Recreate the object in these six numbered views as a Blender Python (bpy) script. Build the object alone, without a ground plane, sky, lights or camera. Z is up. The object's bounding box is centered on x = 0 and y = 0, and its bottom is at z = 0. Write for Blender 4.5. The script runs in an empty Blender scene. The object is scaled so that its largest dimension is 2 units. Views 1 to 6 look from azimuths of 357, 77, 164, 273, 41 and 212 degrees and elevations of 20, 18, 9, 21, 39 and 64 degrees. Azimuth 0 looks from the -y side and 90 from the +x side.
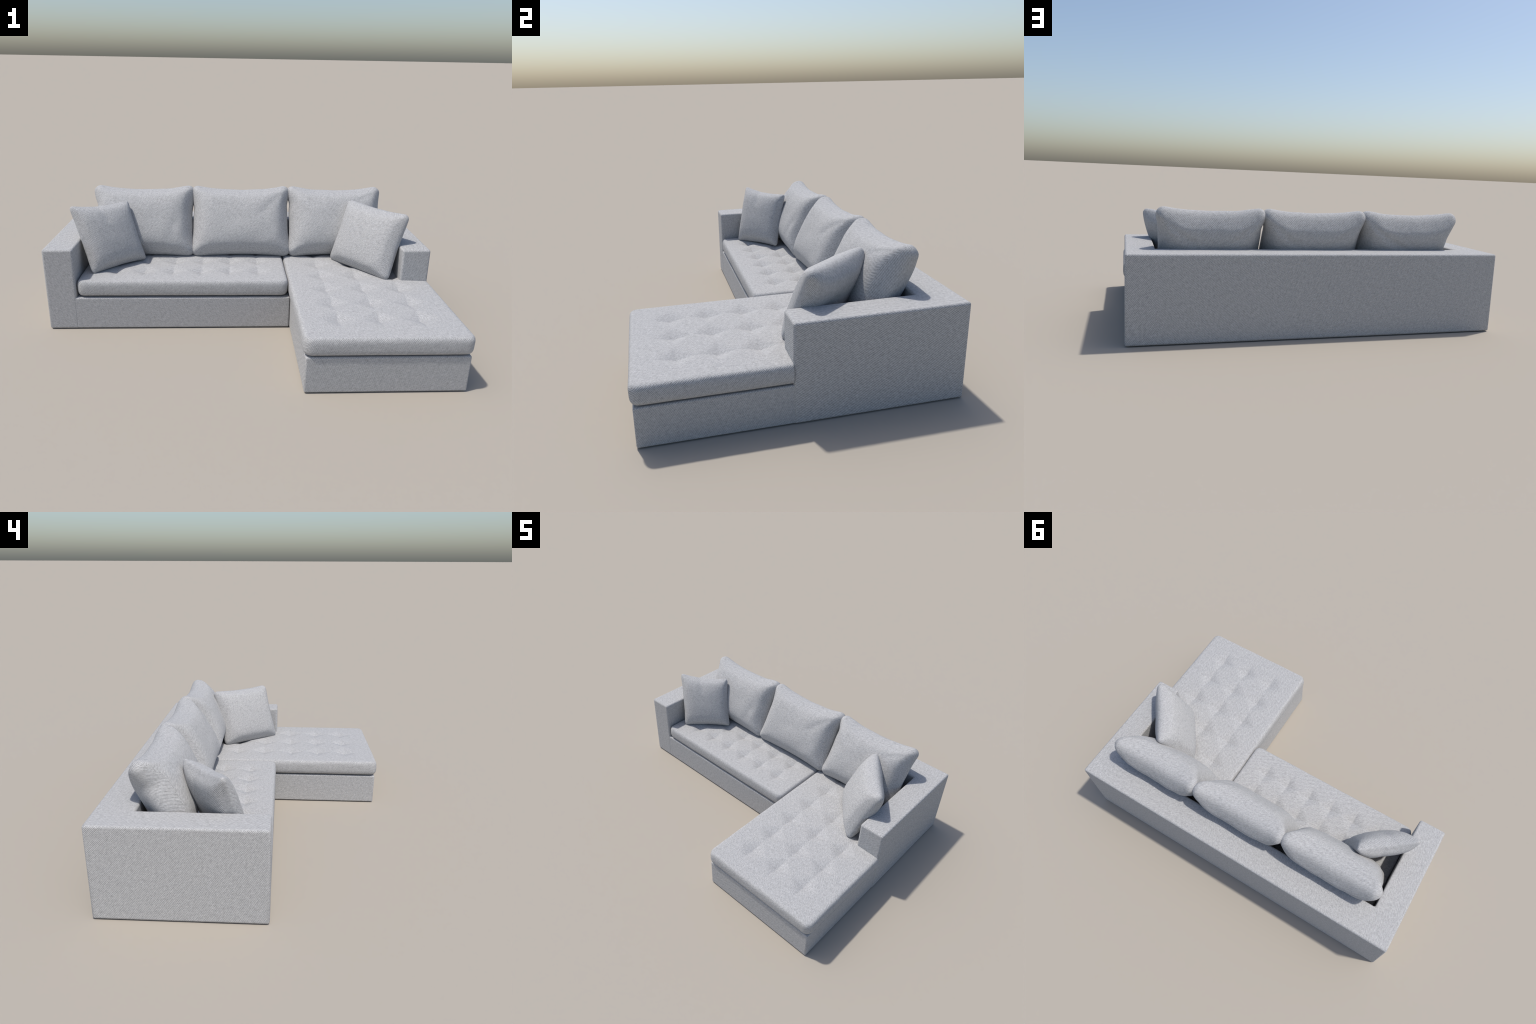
"""Light grey twill corner sofa: U-shaped frame, tufted seat and chaise, three back pillows, two throw pillows."""
import bpy, bmesh, math
from mathutils import Vector, Matrix, noise

# ------------------------------------------------------------------ fabric
LIGHT = (0.56, 0.557, 0.555)
DARK = (0.245, 0.244, 0.243)
PERIOD = 0.0054          # distance between two twill ribs


def fabric(name, ax, ay, az, period=PERIOD, bump=0.5, side_bias=1.0):
    """Twill cloth laid on the part by box projection; ax, ay, az are the rib
    angles (degrees) seen from outside on the x, y and z facing sides."""
    m = bpy.data.materials.new(name)
    m.use_nodes = True
    nt = m.node_tree
    N, L = nt.nodes, nt.links
    bsdf = N["Principled BSDF"]

    def link(a, b):
        L.new(a, b)

    def math_(op, a, b=None, c=None, clamp=False):
        n = N.new("ShaderNodeMath")
        n.operation = op
        n.use_clamp = clamp
        for i, v in enumerate((a, b, c)):
            if v is None:
                continue
            if isinstance(v, (int, float)):
                n.inputs[i].default_value = v
            else:
                link(v, n.inputs[i])
        return n.outputs[0]

    tc = N.new("ShaderNodeTexCoord")
    p = N.new("ShaderNodeSeparateXYZ")
    link(tc.outputs["Object"], p.inputs[0])
    nrm = N.new("ShaderNodeSeparateXYZ")
    link(tc.outputs["Normal"], nrm.inputs[0])
    x, y, z = p.outputs
    nx, ny, nz = nrm.outputs
    bx, by, bz = (math_("ABSOLUTE", v) for v in (nx, ny, nz))
    bx = math_("MULTIPLY", bx, side_bias)
    is_x = math_("MULTIPLY", math_("GREATER_THAN", bx, by), math_("GREATER_THAN", bx, bz))
    is_z = math_("MULTIPLY", math_("GREATER_THAN", bz, by), math_("SUBTRACT", 1.0, is_x))
    is_y = math_("SUBTRACT", math_("SUBTRACT", 1.0, is_x), is_z)
    # horizontal cloth axis, to the right as seen from outside
    ux = math_("MULTIPLY", y, math_("SIGN", nx))
    uy = math_("MULTIPLY", x, math_("MULTIPLY", math_("SIGN", ny), -1.0))
    u = math_("ADD", math_("MULTIPLY", is_x, ux),
              math_("ADD", math_("MULTIPLY", is_y, uy), math_("MULTIPLY", is_z, x)))
    v = math_("ADD", math_("MULTIPLY", is_z, y), math_("MULTIPLY", math_("SUBTRACT", 1.0, is_z), z))
    ang = math_("ADD", math_("MULTIPLY", is_x, math.radians(ax)),
                math_("ADD", math_("MULTIPLY", is_y, math.radians(ay)),
                      math_("MULTIPLY", is_z, math.radians(az))))
    c, s = math_("COSINE", ang), math_("SINE", ang)
    along = math_("ADD", math_("MULTIPLY", u, c), math_("MULTIPLY", v, s))
    across = math_("SUBTRACT", math_("MULTIPLY", v, c), math_("MULTIPLY", u, s))

    def tex2(sa, sb, scale, detail=2.0, rough=0.5):
        cmb = N.new("ShaderNodeCombineXYZ")
        link(math_("MULTIPLY", along, sa), cmb.inputs[0])
        link(math_("MULTIPLY", across, sb), cmb.inputs[1])
        t = N.new("ShaderNodeTexNoise")
        t.noise_dimensions = "2D"
        t.inputs["Scale"].default_value = scale
        t.inputs["Detail"].default_value = detail
        t.inputs["Roughness"].default_value = rough
        link(cmb.outputs[0], t.inputs["Vector"])
        return t.outputs["Fac"]

    k = 1.0 / period
    wob = tex2(1, 1, 22.0)
    phase = math_("MULTIPLY", math_("ADD", math_("MULTIPLY", across, k),
                                    math_("MULTIPLY", math_("SUBTRACT", wob, 0.5), 0.55)), 2 * math.pi)
    rib = math_("MULTIPLY_ADD", math_("SINE", phase), 0.5, 0.5)
    yarn = tex2(0.30, 1.0, 1.15 * k, 2.0, 0.6)           # short slubs along the rib
    knot = tex2(1.0, 1.0, 0.8 * k, 1.0)                 # crossing weft, rounder flecks
    patch = tex2(0.7, 1.0, 55.0, 3.0)                    # slow heather clouds
    f = math_("MULTIPLY_ADD", rib, 0.64, 0.18)
    f = math_("ADD", f, math_("MULTIPLY", math_("SUBTRACT", yarn, 0.5), 0.80))
    f = math_("ADD", f, math_("MULTIPLY", math_("SUBTRACT", knot, 0.5), 0.45))
    f = math_("ADD", f, math_("MULTIPLY", math_("SUBTRACT", patch, 0.5), 0.26), clamp=True)

    mix = N.new("ShaderNodeMix")
    mix.data_type = "RGBA"
    mix.inputs[6].default_value = (*DARK, 1)
    mix.inputs[7].default_value = (*LIGHT, 1)
    link(f, mix.inputs[0])
    link(mix.outputs[2], bsdf.inputs["Base Color"])
    bsdf.inputs["Roughness"].default_value = 0.92
    bsdf.inputs["Specular IOR Level"].default_value = 0.15
    bsdf.inputs["Sheen Weight"].default_value = 0.06
    bsdf.inputs["Sheen Roughness"].default_value = 0.6
    b = N.new("ShaderNodeBump")
    b.inputs["Strength"].default_value = bump
    b.inputs["Distance"].default_value = 0.0012
    link(f, b.inputs["Height"])
    link(b.outputs[0], bsdf.inputs["Normal"])
    return m


# ------------------------------------------------------------------ helpers
ROOT = bpy.data.objects.new("corner_sofa", None)
bpy.context.scene.collection.objects.link(ROOT)
ROOT["label"] = "light grey twill corner sofa with tufted chaise and pillows"
ROOT["category"] = "corner sofa"


def add(name, me, mat, parent=ROOT, matrix=None):
    o = bpy.data.objects.new(name, me)
    bpy.context.scene.collection.objects.link(o)
    me.materials.clear()
    me.materials.append(mat)
    o.parent = parent
    if matrix is not None:
        o.matrix_world = matrix
    return o


def bevel_solid(outline, z0, z1, width, segments=4):
    """Prism over a plan outline, every edge rounded."""
    bm = bmesh.new()
    low = [bm.verts.new((x, y, z0)) for x, y in outline]
    top = [bm.verts.new((x, y, z1)) for x, y in outline]
    bm.faces.new(low[::-1])
    bm.faces.new(top)
    n = len(outline)
    for i in range(n):
        j = (i + 1) % n
        bm.faces.new((low[i], low[j], top[j], top[i]))
    bm.normal_update()
    big = set(bm.faces)
    r = bmesh.ops.bevel(bm, geom=list(bm.edges), offset=width, segments=segments, profile=0.5,
                        affect="EDGES", clamp_overlap=True)
    new = set(r["faces"])
    for f in bm.faces:
        f.smooth = f in new
    return bm


def to_mesh(bm, name, keep=None):
    b = bm.copy()
    if keep is not None:
        bmesh.ops.delete(b, geom=[f for f in b.faces if not keep(f.calc_center_median())], context="FACES")
    me = bpy.data.meshes.new(name)
    b.to_mesh(me)
    b.free()
    return me


def rect(x0, y0, x1, y1):
    return [(x0, y0), (x1, y0), (x1, y1), (x0, y1)]


# ------------------------------------------------------------------ frame
L_OUT, L_IN, R_IN, R_OUT = -1.0, -0.848, 0.845, 0.9915
FRONT, B_IN, B_OUT, TOP = -0.0625, 0.509, 0.6875, 0.4405
SEAM = 0.225
u_shape = [(L_OUT, FRONT), (L_IN, FRONT), (L_IN, B_IN), (R_IN, B_IN), (R_IN, FRONT), (R_OUT, FRONT),
           (R_OUT, B_OUT), (L_OUT, B_OUT)]
frame = bevel_solid(u_shape, 0.0, TOP, 0.011)
for cut in (L_IN, SEAM, R_IN):
    bmesh.ops.bisect_plane(frame, geom=list(frame.verts) + list(frame.edges) + list(frame.faces),
                           plane_co=(cut, 0, 0), plane_no=(1, 0, 0), dist=1e-6)
E = 1e-4
add("armrest", to_mesh(frame, "armrest", lambda c: c.x < L_IN + E), fabric("cloth_arm_a", 45, -45, -66))
add("armrest", to_mesh(frame, "armrest", lambda c: c.x > R_IN - E), fabric("cloth_arm_b", -35, 40, 70, period=0.0062))
add("backrest_frame", to_mesh(frame, "backrest_frame", lambda c: L_IN + E < c.x < SEAM),
    fabric("cloth_back_a", 40, 35, 142))
add("backrest_frame", to_mesh(frame, "backrest_frame", lambda c: SEAM < c.x < R_IN - E),
    fabric("cloth_back_b", 40, -49, 28))
frame.free()

base = bevel_solid(rect(L_IN - 0.04, -0.0618, 0.266, 0.5), 0.0015, 0.177, 0.008)
add("seat_base", to_mesh(base, "seat_base"), fabric("cloth_seat_base", 40, -37, 30))
base.free()
base = bevel_solid(rect(0.268, -0.6765, 0.9885, 0.5), 0.001, 0.176, 0.008)
add("chaise_base", to_mesh(base, "chaise_base"), fabric("cloth_chaise_base", 30, 35, -60))
base.free()


# ------------------------------------------------------------------ tufted seat cushions
def tuft_depth(x, y, tufts):
    d = 0.0
    for tx, ty, depth, sx, sy in tufts:
        ax, ay = abs(x - tx), abs(y - ty)
        e = ax / sx + ay / sy
        if e < 1:
            d = max(d, depth * (1 - e) ** 1.6)
    return d


def seat_cushion(x0, y0, x1, y1, z0, z1, tufts, step=0.005, edge=0.019, corner=0.013, bulge=0.006,
                 crown=0.003, clip=None, seed=0.0):
    """Flat cushion: tufted top grid, then rings that roll round the edge down to the underside."""
    cx, cy, hx, hy = (x0 + x1) / 2, (y0 + y1) / 2, (x1 - x0) / 2 - bulge, (y1 - y0) / 2 - bulge
    nx, ny = int(2 * hx / step), int(2 * hy / step)
    bm = bmesh.new()
    ix, iy = hx - edge, hy - edge                        # top grid half sizes (inside the rolled edge)

    def plan(a, b):
        qx, qy = max(abs(a) - (ix - corner), 0), max(abs(b) - (iy - corner), 0)
        px, py, qn = abs(a) - qx, abs(b) - qy, math.hypot(qx, qy)
        if qn > 0:
            k = max(qx, qy) / qn
            px, py = px + qx * k, py + qy * k
        return math.copysign(px, a), math.copysign(py, b), math.copysign(qx, a), math.copysign(qy, b)

    def put(x, y, z):
        if clip:
            x, y = clip(x, y)
        return bm.verts.new((x, y, z))

    def top_z(x, y, a, b):
        z = z1 + crown * (1 - (a / ix) ** 4) * (1 - (b / iy) ** 4)
        z -= tuft_depth(x, y, tufts)
        z += 0.0016 * noise.noise((x * 9 + seed, y * 9, 0.3))
        return z

    grid, rim = {}, []
    for j in range(ny + 1):
        for i in range(nx + 1):
            a, b = ix * (2 * i / nx - 1), iy * (2 * j / ny - 1)
            px, py, qx, qy = plan(a, b)
            grid[i, j] = (put(cx + px, cy + py, top_z(cx + px, cy + py, a, b)), px, py, qx, qy)
    for j in range(ny):
        for i in range(nx):
            bm.faces.new((grid[i, j][0], grid[i + 1, j][0], grid[i + 1, j + 1][0], grid[i, j + 1][0]))
    loop = [(i, 0) for i in range(nx)] + [(nx, j) for j in range(ny)] + \
           [(i, ny) for i in range(nx, 0, -1)] + [(0, j) for j in range(ny, 0, -1)]
    H, R, steps = z1 - z0, edge + bulge, 18
    prof = []                                            # plump rounded side, top to underside
    for k in range(1, steps + 1):
        t = math.pi / 2 - math.pi * k / steps
        o, v = abs(math.cos(t)) ** (2 / 3.0), abs(math.sin(t)) ** (2 / 3.0)
        prof.append((R * o, -H / 2 + math.copysign(H / 2 * v, t)))
    prev = [grid[p][0] for p in loop]
    for off, dz in prof:
        ring = []
        for p in loop:
            _, px, py, qx, qy = grid[p]
            n = math.hypot(qx, qy) or 1
            if abs(qx) < corner - 1e-9 and abs(qy) < corner - 1e-9:
                n = n or 1
            ex, ey = qx / n, qy / n
            if abs(qx) >= corner - 1e-7 and abs(qy) < 1e-9:
                ex, ey = math.copysign(1, qx), 0
            if abs(qy) >= corner - 1e-7 and abs(qx) < 1e-9:
                ex, ey = 0, math.copysign(1, qy)
            w = 0.0012 * noise.noise(((cx + px) * 11 + seed, (cy + py) * 11, dz * 30))
            ring.append(put(cx + px + ex * (off + w), cy + py + ey * (off + w), z1 + dz))
        n = len(loop)
        for q in range(n):
            bm.faces.new((prev[(q + 1) % n], prev[q], ring[q], ring[(q + 1) % n]))
        prev = ring
    bm.faces.new(prev[::-1])
    bmesh.ops.recalc_face_normals(bm, faces=bm.faces)
    for f in bm.faces:
        f.smooth = True
    return bm


seat_tufts = [(-0.665 + 0.153 * i, 0.085 + 0.150 * j, 0.0200, 0.084, 0.084) for i in range(6) for j in range(3)]
cush = seat_cushion(-0.8465, -0.066, 0.2558, 0.505, 0.185, 0.2700, seat_tufts, seed=3.1)
add("seat_cushion", to_mesh(cush, "seat_cushion"), fabric("cloth_seat_cushion", 40, 42, 30))
cush.free()

chaise_tufts = [(0.436 + 0.188 * i, -0.500 + 0.1715 * j, 0.0205, 0.096, 0.098) for i in range(3) for j in range(6)]
chaise_tufts.append((0.935, -0.345, 0.004, 0.025, 0.02))


def beside_arm(x, y):                                    # tuck the cushion inside the right armrest
    return (min(x, 0.93), y) if y > FRONT + 0.002 else (x, y)


cush = seat_cushion(0.2565, -0.6870, 0.9990, 0.505, 0.183, 0.2690, chaise_tufts, edge=0.020, clip=beside_arm, seed=8.4)
add("chaise_cushion", to_mesh(cush, "chaise_cushion"), fabric("cloth_chaise_cushion", 36, 38, -66))
cush.free()


# ------------------------------------------------------------------ pillows
def pillow(corners, t, corner_edge, mid_edge, pinch, sag, sag_low=None, puff=0.5, power=(2.0, 2.0), grow=0.0,
           ear=2.0, n=60, m=46, rings=6, seed=0.0, wrinkle=0.004, soft=10, folds=(), end_dents=()):
    """Stuffed pillow in its own frame: x right, z up, front towards -y, spanned by four corners.
    Edges draw in between the corners (pinch, sag); the rim is a soft box edge.
    folds: (side, a0, b0, a1, b1, width, depth) creases in pillow coordinates -1..1."""
    bm = bmesh.new()
    tl, tr, bl, br = corners
    sag_low = sag if sag_low is None else sag_low

    def ease(k, c):
        s = 2 * k / c - 1
        return math.sin(s * math.pi / 2) * 0.35 + s * 0.65

    def base(a, b):
        p, q = (a + 1) / 2, (b + 1) / 2
        v = (bl * (1 - p) + br * p) * (1 - q) + (tl * (1 - p) + tr * p) * q
        g = v.normalized() * grow
        x = v.x + g.x * abs(a) - a * pinch * (1 - abs(b) ** ear)
        z = v.y + g.y * abs(b) - b * (sag if b > 0 else sag_low) * (1 - abs(a) ** ear)
        return x, z

    def edge_t(a, b):
        r = (1 - a * a) + (1 - b * b)
        return corner_edge + (mid_edge - corner_edge) * min(r, 1) ** 0.8

    def half(a, b, side):
        f = max((1 - abs(a) ** power[0]) * (1 - abs(b) ** power[1]), 0) ** puff
        y = edge_t(a, b) + (t / 2 - mid_edge) * f
        x, z = base(a, b)
        y += wrinkle * noise.noise(Vector((x * 7 + seed, z * 7, side * 5 + seed))) * (0.4 + f)
        y += 0.45 * wrinkle * noise.noise(Vector((x * 19 + seed, z * 19, side * 5 - seed)))
        # soft folds running in from the corners
        ca, cb = abs(a), abs(b)
        fold = math.sin((x * math.copysign(1, a) - z * math.copysign(1, b)) * 70 + seed * 3 + side)
        y += 0.5 * wrinkle * fold * (ca * cb) ** 2 * (f ** 0.5)
        for fs, a0, b0, a1, b1, wd, dp in folds:
            if fs != side:
                continue
            dx, dz = a1 - a0, b1 - b0
            k = max(0, min(1, ((a - a0) * dx + (b - b0) * dz) / (dx * dx + dz * dz)))
            dist = math.hypot(a - a0 - k * dx, b - b0 - k * dz)
            y -= dp * math.exp(-(dist / wd) ** 2)
        return y

    vs = {}
    for side in (-1, 1):
        for j in range(m + 1):
            for i in range(n + 1):
                a, b = ease(i, n), ease(j, m)
                x, z = base(a, b)
                vs[side, i, j] = bm.verts.new((x, side * half(a, b, side), z))
        for j in range(m):
            for i in range(n):
                f = [vs[side, i, j], vs[side, i + 1, j], vs[side, i + 1, j + 1], vs[side, i, j + 1]]
                bm.faces.new(f if side < 0 else f[::-1])
    loop = [(i, 0) for i in range(n)] + [(n, j) for j in range(m)] + \
           [(i, m) for i in range(n, 0, -1)] + [(0, j) for j in range(m, 0, -1)]
    prev = [vs[-1, i, j] for i, j in loop]
    cnt = len(loop)
    for k in range(1, rings + 1):
        if k == rings:
            ring = [vs[1, i, j] for i, j in loop]
        else:
            ring = []
            for (i, j) in loop:
                A, B = vs[-1, i, j].co, vs[1, i, j].co
                t_ = k / rings
                c = A.lerp(B, t_)
                a, b = ease(i, n), ease(j, m)
                out = Vector((math.copysign(1, a) if i in (0, n) else 0, 0, math.copysign(1, b) if j in (0, m) else 0))
                if out.length > 0:
                    out.normalize()
                roll = 0.5 * (B - A).length * math.sin(math.pi * t_) * 0.85
                roll += 0.6 * wrinkle * noise.noise(Vector((c.x * 16 + seed, c.y * 16, c.z * 16)))
                for ea, eb, wd, dp in end_dents:
                    if ea == a:
                        roll -= dp * math.exp(-((b - eb) / wd) ** 2) * math.sin(math.pi * t_)
                ring.append(bm.verts.new(c + out * roll))
        for q in range(cnt):
            bm.faces.new((prev[(q + 1) % cnt], prev[q], ring[q], ring[(q + 1) % cnt]))
        prev = ring
    for _ in range(soft):                                # no hard rim: relax the cloth
        bmesh.ops.smooth_vert(bm, verts=bm.verts, factor=0.5, use_axis_x=True, use_axis_y=True, use_axis_z=True)
    bmesh.ops.recalc_face_normals(bm, faces=bm.faces)
    for f in bm.faces:
        f.smooth = True
    return bm


def frame_from_corners(tl, tr, bl, br):
    tl, tr, bl, br = map(Vector, (tl, tr, bl, br))
    x = ((tr - tl) + (br - bl)).normalized()
    z = ((tl - bl) + (tr - br))
    z = (z - x * z.dot(x)).normalized()
    y = z.cross(x)
    m = Matrix((x, y, z)).transposed().to_4x4()
    m.translation = c = (tl + tr + bl + br) / 4
    return m, [Vector(((p - c).dot(x), (p - c).dot(z))) for p in (tl, tr, bl, br)]


BACK_CLOTH = fabric("cloth_back_pillow", -42, 42, 35)
BACK = [  # x span, creases, end dents
    (-0.834, -0.267, [(1, 0.94, 0.95, 0.25, 0.30, 0.07, 0.010), (1, 0.50, 0.75, 0.15, 0.30, 0.06, 0.005),
                      (1, 0.10, 0.65, -0.15, 0.20, 0.06, 0.006), (1, -0.45, 0.9, -0.55, 0.45, 0.07, 0.004),
                      (-1, 0.75, -0.15, 0.60, -0.75, 0.10, 0.006), (-1, -0.9, 0.8, -0.6, 0.5, 0.08, 0.005)],
     [(-1, 0.45, 0.13, 0.016), (1, 0.2, 0.2, 0.006)]),
    (-0.270, 0.292, [(1, -0.9, 0.9, -0.45, 0.45, 0.08, 0.006), (1, 0.9, 0.85, 0.5, 0.4, 0.08, 0.007),
                     (-1, 0.85, 0.75, 0.55, 0.2, 0.10, 0.005)],
     [(1, 0.5, 0.15, 0.008), (-1, 0.35, 0.2, 0.006)]),
    (0.294, 0.834, [(1, 0.9, 0.9, 0.4, 0.4, 0.09, 0.007), (1, -0.85, 0.9, -0.5, 0.5, 0.08, 0.006),
                    (-1, -0.9, 0.9, -0.55, 0.55, 0.08, 0.005), (-1, 0.9, 0.85, 0.55, 0.65, 0.07, 0.006)],
     [(-1, 0.55, 0.14, 0.010), (1, -0.1, 0.25, 0.006)]),
]
for k, (xa, xb, folds, dents) in enumerate(BACK):
    mat, corners = frame_from_corners((xa, 0.500, 0.631), (xb, 0.500, 0.631), (xa, 0.325, 0.286), (xb, 0.325, 0.286))
    bm = pillow(corners, 0.214, 0.046, 0.064, 0.028, 0.032, 0.018, puff=0.55, power=(4.6, 2.7), grow=-0.015, ear=2.8,
                seed=1.7 + 2.3 * k, soft=9, folds=folds, end_dents=dents)
    add("back_pillow", to_mesh(bm, "back_pillow"), BACK_CLOTH, matrix=mat)
    bm.free()

mat, corners = frame_from_corners((-0.887, 0.138, 0.602), (-0.633, 0.326, 0.588), (-0.775, 0.050, 0.280),
                                  (-0.541, 0.251, 0.287))
bm = pillow(corners, 0.138, 0.012, 0.021, 0.013, 0.022, 0.016, power=(2.8, 2.8), grow=0.005, seed=11.3, wrinkle=0.003,
            soft=6, folds=[(-1, -0.15, 0.95, -0.05, 0.55, 0.12, 0.005), (1, 0.2, 0.9, 0.1, 0.4, 0.12, 0.004)])
cushion = add("throw_pillow", to_mesh(bm, "throw_pillow"), fabric("cloth_throw_a", -42, 45, 40, side_bias=0.7), parent=None, matrix=mat)
cushion["label"] = "square grey twill throw pillow with pinched corners"
cushion["category"] = "throw pillow"
bm.free()

mat, corners = frame_from_corners((0.634, 0.332, 0.597), (0.873, 0.033, 0.589), (0.541, 0.259, 0.286),
                                  (0.763, -0.052, 0.286))
mat.translation += mat.to_3x3() @ Vector((-0.003, 0.012, 0))
bm = pillow(corners, 0.155, 0.021, 0.042, 0.022, 0.024, 0.018, power=(2.8, 2.8), grow=0.003, seed=15.9, wrinkle=0.003,
            soft=8)
cushion = add("throw_pillow", to_mesh(bm, "throw_pillow"), fabric("cloth_throw_b", -45, 42, -45), parent=None, matrix=mat)
cushion["label"] = "square grey twill throw pillow with soft boxed edge"
cushion["category"] = "throw pillow"
bm.free()
